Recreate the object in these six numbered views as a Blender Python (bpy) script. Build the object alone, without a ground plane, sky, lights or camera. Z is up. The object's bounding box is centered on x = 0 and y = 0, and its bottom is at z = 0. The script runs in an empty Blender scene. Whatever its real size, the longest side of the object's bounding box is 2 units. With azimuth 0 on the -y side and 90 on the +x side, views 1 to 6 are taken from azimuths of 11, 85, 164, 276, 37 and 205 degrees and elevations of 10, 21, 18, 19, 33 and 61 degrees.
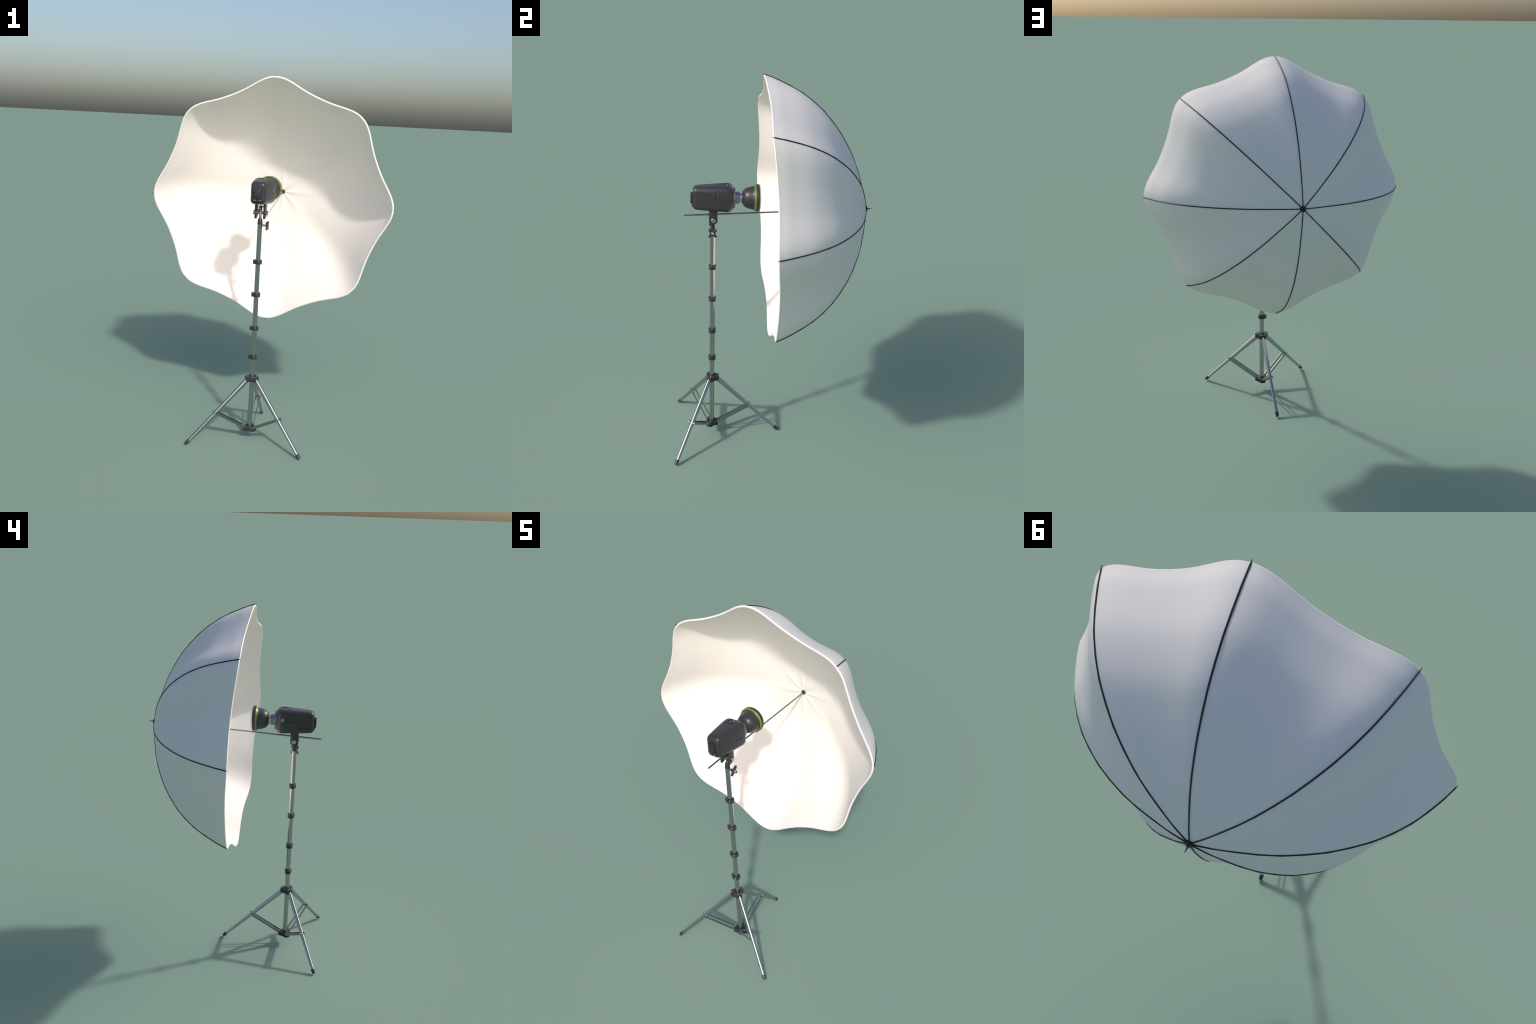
import bpy, bmesh, math
from math import sin, cos, pi, radians, sqrt, hypot
from mathutils import Matrix, Vector

# ------------------------------------------------------------------ helpers
WORLD = {}          # object name -> world matrix (kept by hand, no depsgraph needed)

def link(ob, parent=None, world=None):
    bpy.context.scene.collection.objects.link(ob)
    w = world.copy() if world is not None else Matrix.Identity(4)
    WORLD[ob.name] = w
    if parent is not None:
        ob.parent = parent
        ob.matrix_basis = WORLD[parent.name].inverted() @ w
    else:
        ob.matrix_basis = w
    return ob

def mesh_from(name, verts, faces, mat, smooth=None, flip=False):
    """smooth: None = flat, or an angle in degrees for smooth-by-angle."""
    me = bpy.data.meshes.new(name)
    me.from_pydata([tuple(v) for v in verts], [], faces)
    bm = bmesh.new(); bm.from_mesh(me)
    bmesh.ops.remove_doubles(bm, verts=bm.verts, dist=1e-6)
    bmesh.ops.recalc_face_normals(bm, faces=bm.faces)
    if flip:
        bmesh.ops.reverse_faces(bm, faces=bm.faces)
    finish(bm, smooth)
    bm.to_mesh(me); bm.free()
    if mat: me.materials.append(mat)
    return me

def finish(bm, smooth):
    if smooth is not None:
        lim = radians(smooth)
        for f in bm.faces: f.smooth = True
        for e in bm.edges:
            e.smooth = len(e.link_faces) == 2 and e.calc_face_angle(0.0) < lim

def bevel_mesh(me, width, segments=2, angle=30, smooth=40):
    bm = bmesh.new(); bm.from_mesh(me)
    ed = [e for e in bm.edges if len(e.link_faces) == 2 and e.calc_face_angle(0.0) > radians(angle)]
    bmesh.ops.bevel(bm, geom=ed, offset=width, offset_type='OFFSET', segments=segments,
                    profile=0.5, affect='EDGES', clamp_overlap=True)
    finish(bm, smooth)
    bm.to_mesh(me); bm.free()
    return me

def obj(name, me, parent=None, world=None, kind=None):
    ob = bpy.data.objects.new(name, me)
    if kind: ob["kind"] = kind
    return link(ob, parent, world)

def lathe(profile, n=32, cap=True, mat=None, name='lathe', smooth=35, phase=0.0):
    """profile: (radius, height) pairs turned round local z."""
    v, f, rings = [], [], []
    for r, z in profile:
        if r < 1e-7:
            rings.append([len(v)]); v.append((0, 0, z))
        else:
            rings.append(list(range(len(v), len(v) + n)))
            v += [(r * cos(2 * pi * k / n + phase), r * sin(2 * pi * k / n + phase), z) for k in range(n)]
    for a, b in zip(rings, rings[1:]):
        for k in range(n):
            k2 = (k + 1) % n
            if len(a) == 1 and len(b) == 1: continue
            if len(a) == 1: f.append((a[0], b[k], b[k2]))
            elif len(b) == 1: f.append((a[k], a[k2], b[0]))
            else: f.append((a[k], a[k2], b[k2], b[k]))
    if cap:
        if len(rings[0]) > 1: f.append(tuple(reversed(rings[0])))
        if len(rings[-1]) > 1: f.append(tuple(rings[-1]))
    return mesh_from(name, v, f, mat, smooth)

def prism(outline, z0, z1, mat, name, bevel=0.0, segs=2, hole=None, hole_floor=None):
    """outline: (x, y) loop extruded z0..z1; hole = loop with the same count cut as a well down to hole_floor."""
    n = len(outline)
    v = [(x, y, z0) for x, y in outline] + [(x, y, z1) for x, y in outline]
    f = [(k, (k + 1) % n, n + (k + 1) % n, n + k) for k in range(n)]
    f.append(tuple(reversed(range(n))))
    if hole is None:
        f.append(tuple(range(n, 2 * n)))
    else:
        m = len(hole)
        b = len(v)
        v += [(x, y, z1) for x, y in hole] + [(x, y, hole_floor) for x, y in hole]
        f += [(n + k, n + (k + 1) % n, b + (k + 1) % m, b + k) for k in range(n)]
        f += [(b + k, b + (k + 1) % m, b + m + (k + 1) % m, b + m + k) for k in range(m)]
        f.append(tuple(range(b + m, b + 2 * m)))
    me = mesh_from(name, v, f, mat, 30)
    if bevel > 0: bevel_mesh(me, bevel, segs)
    return me

def box(sx, sy, sz, mat, name, bevel=0.0, segs=2):
    o = [(-sx / 2, -sy / 2), (sx / 2, -sy / 2), (sx / 2, sy / 2), (-sx / 2, sy / 2)]
    return prism(o, -sz / 2, sz / 2, mat, name, bevel, segs)

def frame(origin, zdir, xhint=(1, 0, 0)):
    z = Vector(zdir).normalized()
    x = Vector(xhint); x = (x - x.dot(z) * z)
    if x.length < 1e-6: x = Vector((0, 1, 0)) - Vector((0, 1, 0)).dot(z) * z
    x.normalize(); y = z.cross(x)
    m = Matrix((x, y, z)).transposed().to_4x4()
    m.translation = Vector(origin)
    return m

def spline(points, n):
    """Catmull-Rom through 2D points, resampled to n+1 points evenly by arc length."""
    P = [Vector(p) for p in points]
    P = [2 * P[0] - P[1]] + P + [2 * P[-1] - P[-2]]
    fine = []
    for i in range(1, len(P) - 2):
        for k in range(24):
            t = k / 24
            a, b, c, d = P[i - 1], P[i], P[i + 1], P[i + 2]
            fine.append(0.5 * (2 * b + (c - a) * t + (2 * a - 5 * b + 4 * c - d) * t * t + (3 * b - a - 3 * c + d) * t ** 3))
    fine.append(P[-2])
    L = [0.0]
    for a, b in zip(fine, fine[1:]): L.append(L[-1] + (b - a).length)
    out, j = [], 0
    for k in range(n + 1):
        s = L[-1] * k / n
        while j < len(L) - 2 and L[j + 1] < s: j += 1
        t = (s - L[j]) / max(1e-9, L[j + 1] - L[j])
        out.append(fine[j].lerp(fine[j + 1], min(1, max(0, t))))
    return out

def smoothstep(a, b, x):
    t = min(1, max(0, (x - a) / (b - a))); return t * t * (3 - 2 * t)

# ------------------------------------------------------------------ materials
def material(name, color, rough, metallic=0.0, vary=0.0, scale=40.0, bump=0.0, bump_scale=300.0, **extra):
    m = bpy.data.materials.new(name); m.use_nodes = True
    nt = m.node_tree; b = nt.nodes['Principled BSDF']
    b.inputs['Base Color'].default_value = (*color, 1)
    b.inputs['Roughness'].default_value = rough
    b.inputs['Metallic'].default_value = metallic
    for k, val in extra.items(): b.inputs[k].default_value = val
    tc = nt.nodes.new('ShaderNodeTexCoord')
    if vary > 0:
        no = nt.nodes.new('ShaderNodeTexNoise'); no.inputs['Scale'].default_value = scale
        no.inputs['Detail'].default_value = 4
        nt.links.new(tc.outputs['Object'], no.inputs['Vector'])
        cr = nt.nodes.new('ShaderNodeValToRGB')
        cr.color_ramp.elements[0].position = 0.3; cr.color_ramp.elements[1].position = 0.7
        cr.color_ramp.elements[0].color = (*[max(0, c * (1 - vary)) for c in color], 1)
        cr.color_ramp.elements[1].color = (*[min(1, c * (1 + vary)) for c in color], 1)
        nt.links.new(no.outputs['Fac'], cr.inputs['Fac'])
        nt.links.new(cr.outputs['Color'], b.inputs['Base Color'])
    if bump > 0:
        nb = nt.nodes.new('ShaderNodeTexNoise'); nb.inputs['Scale'].default_value = bump_scale
        nb.inputs['Detail'].default_value = 3
        nt.links.new(tc.outputs['Object'], nb.inputs['Vector'])
        bu = nt.nodes.new('ShaderNodeBump'); bu.inputs['Strength'].default_value = bump
        bu.inputs['Distance'].default_value = 0.001
        nt.links.new(nb.outputs['Fac'], bu.inputs['Height'])
        nt.links.new(bu.outputs['Normal'], b.inputs['Normal'])
    return m

FABRIC = material('white_fabric', (0.862, 0.81, 0.775), 0.85, vary=0.012, scale=260)
RIBMAT = material('black_rib_steel', (0.012, 0.012, 0.013), 0.45)
BLACK = material('black_plastic', (0.033, 0.030, 0.036), 0.36, vary=0.06, scale=60, bump=0.04, bump_scale=900)
BODY = material('charcoal_body_plastic', (0.036, 0.033, 0.039), 0.36, vary=0.05, scale=50, bump=0.03, bump_scale=900)
DARK = material('dark_panel_plastic', (0.032, 0.031, 0.035), 0.35, vary=0.05)
STEEL = material('brushed_steel', (0.46, 0.46, 0.46), 0.19, 1.0)
STEELD = material('dark_bar_steel', (0.34, 0.34, 0.34), 0.18, 1.0)
BRIGHT = material('bright_steel', (0.62, 0.62, 0.62), 0.2, 1.0)
ROD = material('grey_shaft_steel', (0.30, 0.30, 0.31), 0.25, 1.0)
GREEN = material('lime_trim', (0.112, 0.245, 0.014), 0.4)
GREENB = material('bright_green_badge', (0.07, 0.36, 0.06), 0.4)
GREEND = material('dull_green_badge', (0.02, 0.10, 0.02), 0.4)
GLASS = material('frosted_diffuser_glass', (0.62, 0.60, 0.57), 0.25)
NAVY = material('navy_display_glass', (0.010, 0.020, 0.050), 0.12)
BROWN = material('brown_ledge', (0.075, 0.062, 0.050), 0.5)
PALE = material('pale_marking', (0.40, 0.40, 0.41), 0.4)
RED = material('red_marking', (0.12, 0.03, 0.03), 0.4)
GREY = material('grey_marking', (0.09, 0.09, 0.10), 0.5)

# ------------------------------------------------------------------ the thing
root = bpy.data.objects.new('studio_flash_light', None)
root.empty_display_size = 0.2
link(root)
root["label"] = "studio flash on tripod stand firing into large white umbrella"
root["category"] = "studio light"

PY = -0.307                      # column stands at (0, PY)

# ================================================================== umbrella
TILT = radians(2.5)
AX = Vector((0, cos(TILT), sin(TILT)))
UO = Vector((0, -0.039, 1.304))            # rim centre on the shaft axis
UM = frame(UO, AX, (1, 0, 0))              # local: x right, y down-ish, z = depth along the shaft
def up(r, phi, d):                         # rib 0 points up, angles run towards +x
    return (r * sin(phi), -r * cos(phi), d)

RIB = [(0.0, 0.5185), (0.06, 0.509), (0.12, 0.495), (0.25, 0.455), (0.37, 0.397), (0.453, 0.341),
       (0.53, 0.274), (0.605, 0.181), (0.665, 0.071), (0.6945, 0.0)]
NS, NF = 80, 24                             # steps from hub to rim, steps per panel
# cloth runs under the ribs and stops a little short of their tips
CL = spline(RIB[:-1] + [(0.6915, 0.0075)], NS)
SAG = 0.0830                                # how far the panel middle is pulled in at the rim

def cloth(s, phi, inner):
    i = min(NS, max(0, int(round(s * NS))))
    p = CL[i]; a = CL[max(0, i - 1)]; b = CL[min(NS, i + 1)]
    t = (b - a).normalized(); nrm = Vector((-t.y, t.x))      # outward, away from the rim plane
    if nrm.y < 0 and nrm.x < 0: nrm = -nrm
    # 0 on a rib, 1 mid-panel; the second term tightens the corners at the rib tips
    w = 0.5 * (1 - cos(8 * phi)) + 0.06 * (1 - cos(16 * phi))
    off = -0.0020 - 0.0068 * w * sin(pi * min(1.0, s) ** 1.5)
    if inner:
        rib_fold = (1 - min(1.0, w)) ** 1.6                   # lining is held off along the ribs near the hub
        near = 0.030 * (1 - smoothstep(0.02, 0.26, s)) + 0.028 * (1 - smoothstep(0.08, 0.62, s))
        far = near + 0.0055 * smoothstep(0.0, 0.06, s) * (1 - smoothstep(0.06, 0.45, s))
        off -= 0.0095 + near * (1 - rib_fold) + far * rib_fold + 0.004 * w * smoothstep(0.6, 0.85, s) * (1 - smoothstep(0.9, 1.0, s))
    q = p + nrm * off
    r = max(0.0, q.x) * (1 - SAG * w * smoothstep(0.0, 0.25, s + 0.05))
    d = q.y + 0.0105 * w * s ** 3
    return r, d

def build_canopy():
    M = 8 * NF
    v, f, idx = [], [], {}
    for side in (0, 1):
        for i in range(NS + 1):
            for k in range(M):
                if i == 0 and k: idx[side, i, k] = idx[side, 0, 0]; continue
                r, d = cloth(i / NS, 2 * pi * k / M, side == 1)
                if i == 0: r = 0
                idx[side, i, k] = len(v); v.append(up(r, 2 * pi * k / M, d))
        for i in range(NS):
            for k in range(M):
                k2 = (k + 1) % M
                q = [idx[side, i, k], idx[side, i, k2], idx[side, i + 1, k2], idx[side, i + 1, k]]
                if i == 0: q = [q[0], q[2], q[3]]
                f.append(tuple(q if side == 0 else reversed(q)))
    # rounded hem joining both skins at the rim
    prev = [idx[0, NS, k] for k in range(M)]
    for j in range(1, 5):
        cur = []
        for k in range(M):
            if j == 4: cur.append(idx[1, NS, k]); continue
            A = Vector(v[idx[0, NS, k]]); B = Vector(v[idx[1, NS, k]])
            C = (A + B) / 2; h = (A - B) / 2
            phi = 2 * pi * k / M
            out = Vector((0, 0, -1)); out = (out - out.dot(h.normalized()) * h.normalized()).normalized()
            t = pi * j / 4
            cur.append(len(v)); v.append(tuple(C + h * cos(t) + out * 0.30 * h.length * sin(t)))
        for k in range(M):
            k2 = (k + 1) % M
            f.append((prev[k], prev[k2], cur[k2], cur[k]))
        prev = cur
    return mesh_from('umbrella_canopy', v, f, FABRIC, 50)

canopy = obj('umbrella_canopy', build_canopy(), root, UM)

def build_rib():
    """thin square-ish steel strip following the dome, pointed at its outer end."""
    pts = [Vector(p) for p in spline(RIB, 13)]
    pts[0] = Vector((0.010, 0.5185))
    last = pts[-1] + (pts[-1] - pts[-2]).normalized() * 0.002
    pts[-1] = last
    pts.insert(-1, pts[-2].lerp(last, 0.78))
    v, f, n = [], [], 6
    for i, p in enumerate(pts):
        a = pts[max(0, i - 1)]; b = pts[min(len(pts) - 1, i + 1)]
        t = (b - a).normalized(); nr = Vector((-t.y, t.x))
        if nr.y < 0: nr = -nr
        rad = 0.0024 + 0.0006 * min(1.0, i / 6)
        if i == len(pts) - 1: rad = 0.0006
        for k in range(n):
            u = cos(2 * pi * k / n) * rad; w = sin(2 * pi * k / n) * rad
            q = p + nr * (w - 0.0004)
            v.append((u, -q.x, q.y))
        if i:
            o = (i - 1) * n
            for k in range(n):
                f.append((o + k, o + (k + 1) % n, o + n + (k + 1) % n, o + n + k))
    f.append(tuple(range(n))); f.append(tuple(range(len(v) - n, len(v))))
    return mesh_from('rib', v, f, RIBMAT, 70)

rib_me = build_rib()
for k in range(8):
    obj('rib', rib_me, canopy, UM @ Matrix.Rotation(2 * pi * k / 8, 4, 'Z'))

# outer hub with its pin, inner hub, shaft
hub_out = lathe([(0.0, 0.512), (0.0152, 0.512), (0.0152, 0.5220), (0.0130, 0.5250), (0.0, 0.5250)], 8, False, RIBMAT, 'outer_hub', 25, pi / 8)
obj('outer_hub', hub_out, canopy, UM)
pin = lathe([(0.0036, 0.520), (0.0030, 0.530), (0.0012, 0.5500), (0.0, 0.5505)], 10, True, RIBMAT, 'hub_pin', 60)
obj('hub_pin', pin, canopy, UM)
hub_in = lathe([(0.0, 0.438), (0.0075, 0.438), (0.0125, 0.4405), (0.0140, 0.444), (0.0140, 0.462), (0.0, 0.462)], 12, False, BLACK, 'inner_hub', 30)
obj('inner_hub', hub_in, canopy, UM)
L0 = (-0.453 + 0.039) / cos(TILT)
rod = lathe([(0.0034, L0), (0.0044, L0 + 0.001), (0.0044, 0.445)], 12, True, ROD, 'umbrella_shaft', 40)
shaft = obj('umbrella_shaft', rod, root, UM)

# ================================================================== column
COLZ = (0.050, 1.212)
col = lathe([(0.0120, COLZ[0]), (0.0131, COLZ[0] + 0.001), (0.0131, COLZ[1])], 32, True, STEEL, 'centre_column', 40)
column = obj('centre_column', col, root, Matrix.Translation((0, PY, 0)))

def ring(r, n, ph=0.0): return [(r * cos(2 * pi * k / n + ph), r * sin(2 * pi * k / n + ph)) for k in range(n)]

# clamp collars: a rounded block with a nose that carries two screws
COLLAR = [(1.08 * x, 1.06 * y) for x, y in ((0.011, -0.0165), (0.0185, -0.0095), (0.0200, 0.000), (0.0185, 0.0100), (0.0110, 0.0165), (-0.002, 0.0178),
          (-0.0150, 0.0160), (-0.0245, 0.0090), (-0.0255, -0.001), (-0.0235, -0.0100), (-0.0100, -0.0168), (0.003, -0.0195))]
def well(outline, r):
    out = []
    for x, y in outline:
        a = math.atan2(y, x); out.append((r * cos(a), r * sin(a)))
    return out
collar_me = prism(COLLAR, -0.011, 0.011, BLACK, 'clamp_collar', 0.0012, 2, well(COLLAR, 0.0150), 0.002)
screw_me = lathe([(0.0, -0.002), (0.0025, -0.002), (0.0025, 0.0008), (0.0017, 0.0016), (0.0, 0.0016)], 10, False, BRIGHT, 'screw', 30)
SA = radians(-65)                                     # heading of the screws in plan
for z in (1.005, 0.825, 0.638, 0.475):
    W = Matrix.Translation((0, PY, z))
    c = obj('clamp_collar', collar_me, root, W)
    n = Vector((cos(SA), sin(SA), 0))
    for dz in (0.0046, -0.0046):
        obj('screw', screw_me, c, W @ frame(n * 0.0200 + Vector((0, 0, dz)), n, (0, 0, 1)))

# ================================================================== tripod
LEGS = [radians(90), radians(180 + 31.6), radians(-31.6)]
def spider(hw, rho, waist):
    o = []
    order = [radians(90), radians(210), radians(330)]
    for i, a in enumerate(order):
        u = Vector((cos(a), sin(a))); t = Vector((-sin(a), cos(a)))
        for s in (-1, 1): o.append(tuple(u * rho + t * s * hw))
        nxt = order[(i + 1) % 3] + (2 * pi if i == 2 else 0)
        m = 0.5 * (a + nxt)
        o.append((waist * cos(m), waist * sin(m)))
    return o

hub_u = prism(spider(0.0130, 0.0385, 0.0265), -0.014, 0.014, BLACK, 'leg_hub', 0.0010, 2, well(spider(0.0130, 0.0385, 0.0265), 0.0152), 0.002)
hub_l = prism(spider(0.0130, 0.0375, 0.0260), -0.013, 0.013, BLACK, 'brace_hub', 0.0010, 2, well(spider(0.0130, 0.0375, 0.0260), 0.0152), 0.002)
for nm, me, z, ro in (('leg_hub', hub_u, 0.351, 0.0340), ('brace_hub', hub_l, 0.0625, 0.0330)):
    W = Matrix.Translation((0, PY, z))
    h = obj(nm, me, root, W)
    top = 0.014 if nm == 'leg_hub' else 0.013
    for a in (radians(90), radians(210), radians(330)):
        u = Vector((cos(a), sin(a), 0)); t = Vector((-sin(a), cos(a), 0))
        for s in (-1, 1):
            obj('screw', screw_me, h, W @ Matrix.Translation(u * ro + t * s * 0.0088 + Vector((0, 0, top))))

# legs: flattened tubes, deep at the hub, slim at the foot; built along local z from hub to foot
JR, JZ = 0.209, 0.174                                  # brace joint (radius, height)
FR, FZ = 0.3735, 0.0056                                # end of the foot cap
TOPR, TOPZ = 0.028, 0.344
LD = Vector((FR - TOPR, FZ - TOPZ)); LLEN = LD.length
CAPL = 0.027
def leg_mesh():
    n, v, f = 24, [], []
    st = [0.0, 0.15, 0.35, 0.55, 0.75, 0.92, (LLEN - CAPL + 0.006) / LLEN]
    for i, s in enumerate(st):
        hx_ = 0.0108 - 0.0014 * s                      # half width across
        hy_ = 0.0142 + (0.0074 - 0.0142) * s           # half depth
        for k in range(n):
            a = 2 * pi * k / n
            v.append((hx_ * cos(a), hy_ * sin(a), s * LLEN))
        if i:
            o = (i - 1) * n
            f += [(o + k, o + (k + 1) % n, o + n + (k + 1) % n, o + n + k) for k in range(n)]
    f.append(tuple(range(n))); f.append(tuple(range(len(v) - n, len(v))))
    return mesh_from('tripod_leg', v, f, STEEL, 40)
leg_me = leg_mesh()
cap_me = lathe([(0.0, LLEN - CAPL), (0.0098, LLEN - CAPL), (0.0106, LLEN - CAPL + 0.0035), (0.0084, LLEN - 0.001), (0.0074, LLEN), (0.0, LLEN)],
               16, False, BLACK, 'foot_cap', 30)
pin_me = lathe([(0.0, -0.0186), (0.0048, -0.0186), (0.0054, -0.0182), (0.0054, -0.0158), (0.0030, -0.0158), (0.0030, 0.0148),
                (0.0054, 0.0148), (0.0054, 0.0172), (0.0048, 0.0176), (0.0, 0.0176)], 14, False, BRIGHT, 'pivot_pin', 30)
BL = hypot(JR - 0.014, JZ - 0.062)
bar_o = []
def bar_mesh():
    h, th, n = 0.0072, 0.0030, 8
    o = [(-0.004, -h), (BL, -h)] + [(BL + h * sin(pi * k / n), -h * cos(pi * k / n)) for k in range(1, n)] + [(BL, h), (-0.004, h)]
    return prism(o, -th / 2, th / 2, STEELD, 'brace_bar')
bar_me = bar_mesh()
for a in LEGS:
    u = Vector((cos(a), sin(a), 0)); side = Vector((-sin(a), cos(a), 0))
    base = Vector((0, PY, 0))
    fr = FR if a == LEGS[0] else FR - 0.0055              # the two front legs stand a touch steeper
    p0 = base + u * TOPR + Vector((0, 0, TOPZ)); p1 = base + u * fr + Vector((0, 0, FZ))
    W = frame(p0, p1 - p0, side) @ Matrix.Diagonal((1, 1, (p1 - p0).length / LLEN, 1))
    leg = obj('tripod_leg', leg_me, root, W)
    obj('foot_cap', cap_me, leg, W)
    j = base + u * JR + Vector((0, 0, JZ))
    obj('pivot_pin', pin_me, leg, frame(j, side))
    b0 = base + u * 0.014 + Vector((0, 0, 0.0605))
    for off in (0.0112, -0.0142):
        # local x runs along the bar, local z across it
        obj('brace_bar', bar_me, root, frame(b0 + side * off, side, j - b0))

# ================================================================== bracket under the flash
sleeve = obj('column_sleeve', lathe([(0.0, 1.209), (0.0138, 1.209), (0.0140, 1.213), (0.0112, 1.238), (0.0100, 1.240), (0.0, 1.240)], 24, False, BLACK, 'column_sleeve', 30),
             root, Matrix.Translation((0, PY, 0)))
spigot = obj('spigot', lathe([(0.0066, 1.236), (0.0066, 1.284), (0.0056, 1.286)], 16, True, STEEL, 'spigot', 40), root, Matrix.Translation((0, PY, 0)))

PLATE = [(-0.3255, 1.240), (-0.2965, 1.2485), (-0.2835, 1.2575), (-0.2835, 1.332), (-0.3255, 1.332)]
plate_me = prism([(y - PY, z - 1.27) for y, z in PLATE], -0.0058, 0.0058, BLACK, 'bracket_plate', 0.0010, 2)
PLM = Matrix(((0, 0, 1, 0), (1, 0, 0, 0), (0, 1, 0, 0), (0, 0, 0, 1)))    # local (x,y,z) -> world (z,x,y)
plates = []
for sx in (-0.0225, 0.0235):
    plates.append(obj('bracket_plate', plate_me, root, Matrix.Translation((sx, PY, 1.27)) @ PLM))
bolt_me = lathe([(0.0, -0.0385), (0.0105, -0.0385), (0.0118, -0.0372), (0.0118, -0.0288), (0.0085, -0.0288), (0.0085, 0.0300),
                 (0.0118, 0.0300), (0.0118, 0.0390), (0.0105, 0.0402), (0.0, 0.0402)], 20, False, STEEL, 'tilt_bolt', 30)
bolt = obj('tilt_bolt', bolt_me, root, frame((0, PY + 0.002, 1.2696), (1, 0, 0), (0, 0, 1)))
# shaft clamp block with its little lever
blk = obj('shaft_clamp', box(0.0150, 0.030, 0.026, BLACK, 'shaft_clamp', 0.0015), root, Matrix.Translation((0.0, PY, 1.2955)))
lev = Vector((-0.0270, -0.012, -0.026))
obj('clamp_lever', lathe([(0.0019, 0.0), (0.0019, lev.length)], 10, True, BRIGHT, 'clamp_lever', 40), blk, frame((0.001, PY - 0.016, 1.2945), lev))
obj('clamp_screw', lathe([(0.0, -0.005), (0.0045, -0.005), (0.0045, 0.0045), (0.0, 0.0045)], 12, False, STEEL, 'clamp_screw', 30), blk,
    frame((0.001, PY - 0.0175, 1.2955), (0, -1, 0)))

# four-armed locking knob on the +x side
def star():
    v = []
    N = 64
    for k in range(N):
        a = 2 * pi * k / N
        c = abs(cos(2 * (a - pi / 4)))                 # arms on the diagonals
        m = cos(4 * (a - pi / 4))
        r = 0.0145 + 0.0155 * max(0.0, 0.5 + 0.5 * m) ** 2.6
        v.append((r * cos(a), r * sin(a)))
    return v
knob_me = prism(star(), 0.0, 0.0115, BLACK, 'locking_knob', 0.0026, 3)
KM = frame((0.0345, PY - 0.0006, 1.2035), (1, 0, 0), (0, 0, 1))
knob = obj('locking_knob', knob_me, root, KM)
obj('knob_stem', lathe([(0.0058, -0.0240), (0.0058, 0.001)], 16, True, STEEL, 'knob_stem', 40), knob, KM)
obj('knob_screw', lathe([(0.0, 0.010), (0.0068, 0.010), (0.0068, 0.0130), (0.0055, 0.0142), (0.0, 0.0142)], 16, False, BRIGHT, 'knob_screw', 30), knob, KM)

# ================================================================== flash body
CZ = 1.3815
def superloop(hw, hz_, rc, n=10, chz=0.0):
    """rounded rectangle in x-z, corner radius rc"""
    o = []
    for cx, cz, a0 in ((1, 1, 0), (-1, 1, 90), (-1, -1, 180), (1, -1, 270)):
        for k in range(n):
            a = radians(a0 + 90 * k / (n - 1))
            o.append((cx * (hw - rc) + rc * cos(a), cz * (hz_ - rc) + rc * sin(a)))
    return o

# stations along y: half width, half height, corner radius
ST = [(-0.4070, 0.0265, 0.0445, 0.016), (-0.4062, 0.0300, 0.0480, 0.017), (-0.4035, 0.0340, 0.0525, 0.018), (-0.3985, 0.0375, 0.0560, 0.020), (-0.3920, 0.0398, 0.0582, 0.021),
      (-0.3840, 0.0412, 0.0596, 0.022), (-0.360, 0.0458, 0.0612, 0.025), (-0.320, 0.0522, 0.0635, 0.028), (-0.280, 0.0582, 0.0655, 0.031), (-0.250, 0.0618, 0.0670, 0.033),
      (-0.2330, 0.0630, 0.0678, 0.034), (-0.2240, 0.0618, 0.0668, 0.034), (-0.2150, 0.0572, 0.0625, 0.032), (-0.2080, 0.0510, 0.0570, 0.029), (-0.2052, 0.0480, 0.0540, 0.027)]
def body_half(y):
    for a, b in zip(ST, ST[1:]):
        if a[0] <= y <= b[0]:
            t = (y - a[0]) / (b[0] - a[0]); return [a[i] + (b[i] - a[i]) * t for i in range(1, 4)]
    return ST[-1][1:]
def body_mesh():
    v, f, n = [], [], None
    for i, (y, hw, hz_, rc) in enumerate(ST):
        lp = superloop(hw, hz_, rc); n = len(lp)
        v += [(x, y - PY, z) for x, z in lp]
        if i:
            o = (i - 1) * n
            f += [(o + k, o + (k + 1) % n, o + n + (k + 1) % n, o + n + k) for k in range(n)]
    f.append(tuple(range(n))); f.append(tuple(range(len(v) - n, len(v))))
    return mesh_from('flash_body', v, f, BODY, 50)
BW = Matrix.Translation((0, PY, CZ))
body = obj('flash_body', body_mesh(), root, BW)

def cut(target, cutters):
    """boolean wells, applied at once"""
    for me, w in cutters:
        c = bpy.data.objects.new('cutter', me); bpy.context.scene.collection.objects.link(c)
        c.matrix_world = WORLD[target.name].inverted() @ w
        t = bpy.data.objects.new('tmp', target.data.copy()); bpy.context.scene.collection.objects.link(t)
        md = t.modifiers.new('b', 'BOOLEAN'); md.operation = 'DIFFERENCE'; md.object = c; md.solver = 'EXACT'
        dg = bpy.context.evaluated_depsgraph_get(); dg.update()
        new = bpy.data.meshes.new_from_object(t.evaluated_get(dg))
        bpy.data.objects.remove(t); bpy.data.objects.remove(c)
        bm = bmesh.new(); bm.from_mesh(new); finish(bm, 35); bm.to_mesh(new); bm.free()
        old = target.data; target.data = new; nm = old.name
        bpy.data.meshes.remove(old); new.name = nm

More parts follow.
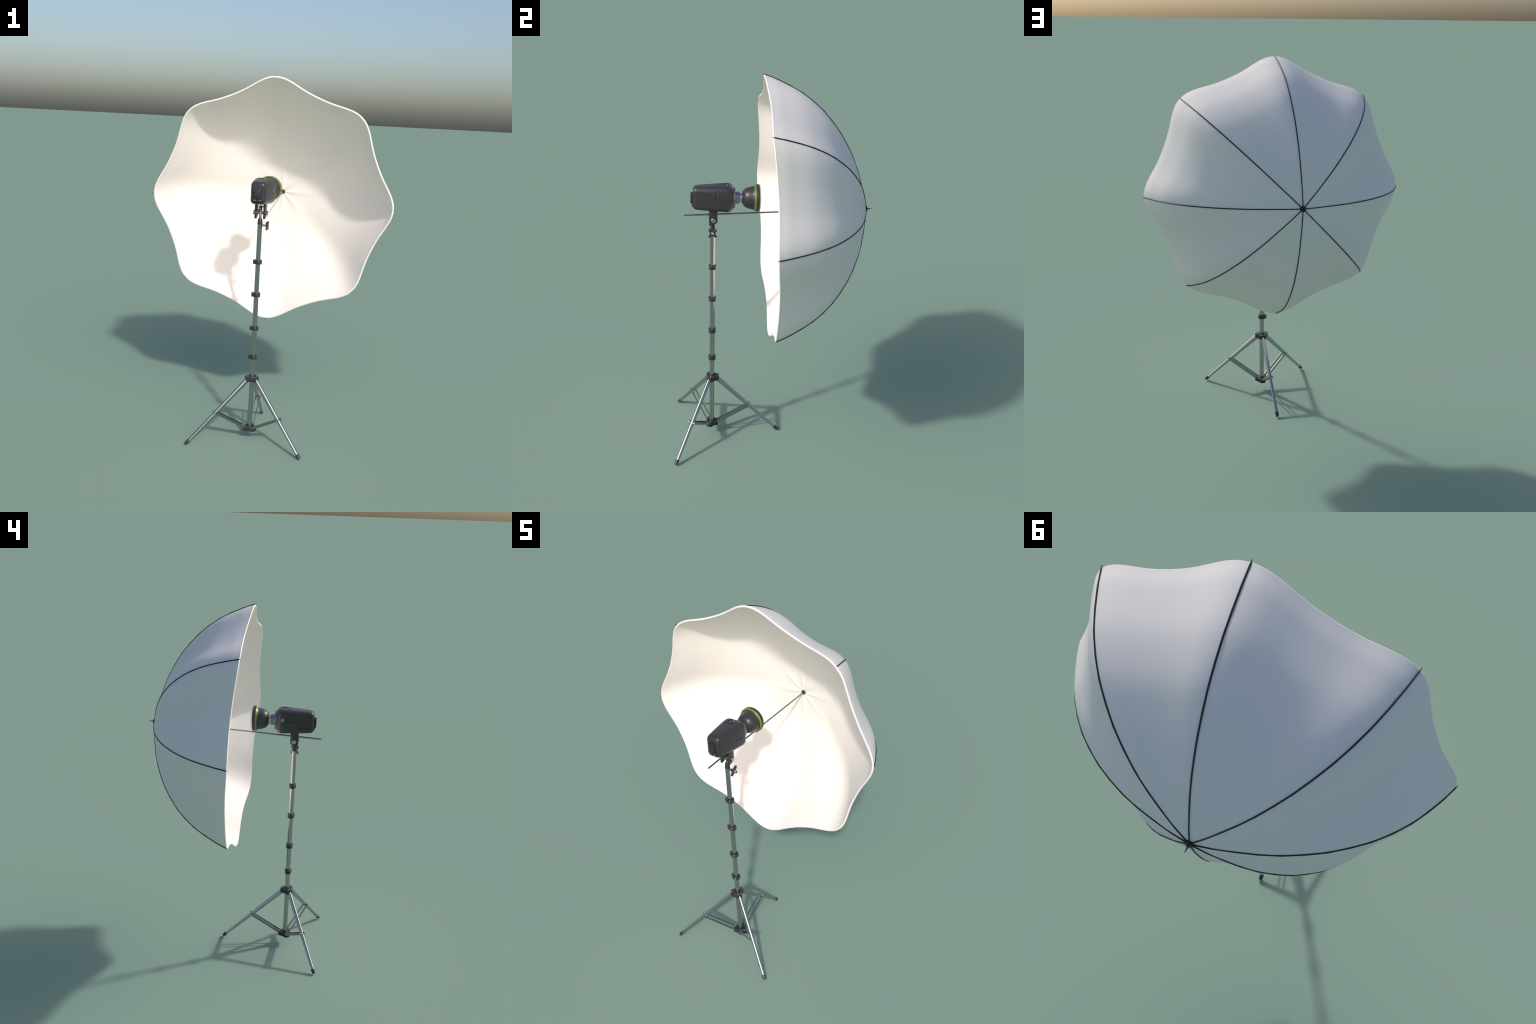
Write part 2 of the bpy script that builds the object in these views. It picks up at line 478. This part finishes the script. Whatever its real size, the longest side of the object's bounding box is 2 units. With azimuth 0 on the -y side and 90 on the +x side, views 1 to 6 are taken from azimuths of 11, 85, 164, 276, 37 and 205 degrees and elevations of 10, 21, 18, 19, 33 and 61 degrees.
def wb(sx, sy, sz): return box(sx, sy, sz, BODY, 'cutter')
def at(x, y, z): return Matrix.Translation((x, y, z))
SL = math.atan2(0.0145, 0.1)                             # cheeks flare towards the front
def cheek(sign, y, z, sink=0.0):
    """frame on a cheek: local x = outward, origin sink below the surface"""
    return at(sign * (body_half(y)[0] - sink), y, z) @ Matrix.Rotation(-sign * SL, 4, 'Z')
cut(body, [
    (wb(0.038, 0.058, 0.010), at(-0.003, -0.2560, CZ + 0.0672)),        # top window
    (wb(0.005, 0.070, 0.060), cheek(1, -0.2610, CZ + 0.0222)),          # ledge on the +x cheek
    (wb(0.008, 0.070, 0.030), cheek(-1, -0.2575, CZ + 0.0155)),         # badge well on the -x cheek
    (wb(0.005, 0.068, 0.074), cheek(-1, -0.3550, CZ + 0.0035)),         # handle plate on the -x cheek
])
# contents of the wells
obj('top_window', box(0.035, 0.046, 0.003, NAVY, 'top_window', 0.0006), body, at(-0.003, -0.2515, CZ + 0.0640))
obj('window_ledge', box(0.035, 0.0075, 0.004, BROWN, 'window_ledge', 0.0006), body, at(-0.003, -0.2800, CZ + 0.0643))
obj('modelling_lamp', lathe([(0.0, 0.0), (0.0035, 0.0), (0.0033, 0.0015), (0.002, 0.003), (0.0, 0.0034)], 14, False, PALE, 'modelling_lamp', 60), body, at(0.004, -0.2330, CZ + 0.0655))
obj('badge', box(0.0016, 0.0195, 0.0195, GREENB, 'badge', 0.0006), body, cheek(-1, -0.2385, CZ + 0.0125, 0.0035))
obj('badge_tail', box(0.0012, 0.0190, 0.0050, GREEND, 'badge_tail', 0.0004), body, cheek(-1, -0.2585, CZ + 0.0052, 0.0036))
# rear display, connector strip and its little marks
disp = obj('rear_display', box(0.0340, 0.0130, 0.0520, DARK, 'rear_display', 0.0016), body, at(-0.0010, -0.4130, CZ - 0.002))
obj('connector_strip', box(0.0470, 0.0070, 0.0130, DARK, 'connector_strip', 0.0010), body, at(0.000, -0.4090, CZ - 0.0365))
ring_me = lathe([(0.0016, 0.0), (0.0028, 0.0), (0.0028, 0.0009), (0.0016, 0.0009), (0.0016, 0.0)], 8, False, PALE, 'button_ring', 30)
for x in (-0.0190, -0.0105, 0.0135):
    obj('button_ring', ring_me, body, frame((x, -0.4124, CZ - 0.0355), (0, -1, 0)))
obj('red_line', box(0.0120, 0.0006, 0.0010, RED, 'red_line'), body, at(0.002, -0.4127, CZ - 0.0395))
# embossed marks near the back of the top
mk = box(0.0060, 0.0016, 0.0008, GREY, 'top_mark')
for x, y, r in ((-0.010, -0.374, 0.0), (-0.0072, -0.371, 1.57), (0.012, -0.374, 0.0), (0.0145, -0.371, 1.57)):
    obj('top_mark', mk, body, at(x, y, CZ + body_half(y)[1] + 0.0001) @ Matrix.Rotation(r, 4, 'Z'))

# ================================================================== flange, neck and reflector, all turned round +y
RF = frame((0, 0, CZ - 0.0005), (0, 1, 0), (1, 0, 0))
flange = obj('mount_flange', lathe([(0.0, -0.2060), (0.0520, -0.2060), (0.0530, -0.2050), (0.0530, -0.1955), (0.0515, -0.1945), (0.0, -0.1945)], 32, False, STEELD, 'mount_flange', 30), root, RF)
neck = obj('mount_neck', lathe([(0.0, -0.1950), (0.0312, -0.1950), (0.0312, -0.1725), (0.0300, -0.1712), (0.0, -0.1712)], 12, False, STEELD, 'mount_neck', 25, pi / 12), root, RF)
obj('neck_collar', lathe([(0.0, -0.1715), (0.0205, -0.1715), (0.0205, -0.1680), (0.0240, -0.1680), (0.0240, -0.1610), (0.0, -0.1610)], 24, False, BRIGHT, 'neck_collar', 30), neck, RF)
BOWL = [(0.0215, -0.1625), (0.0265, -0.1605), (0.0340, -0.1565), (0.0425, -0.1500), (0.0490, -0.1420), (0.0535, -0.1310), (0.0565, -0.1190), (0.0585, -0.1080),
        (0.0605, -0.1015), (0.0640, -0.0975), (0.0692, -0.0895), (0.0697, -0.0870), (0.0697, -0.0745), (0.0680, -0.0735), (0.0640, -0.0735), (0.0560, -0.1150), (0.0, -0.1500)]
refl = obj('reflector', lathe(BOWL, 40, False, BODY, 'reflector', 35), root, RF)
obj('trim_ring', lathe([(0.0625, -0.0972), (0.0640, -0.0985), (0.0692, -0.0912), (0.0686, -0.0898), (0.0660, -0.0905)], 40, False, GREEN, 'trim_ring', 35), refl, RF)
obj('diffuser', lathe([(0.0, -0.0750), (0.0665, -0.0750), (0.0675, -0.0725), (0.0660, -0.0690), (0.0560, -0.0660), (0.0300, -0.0640), (0.0, -0.0635)], 40, False, GLASS, 'diffuser', 40), refl, RF)
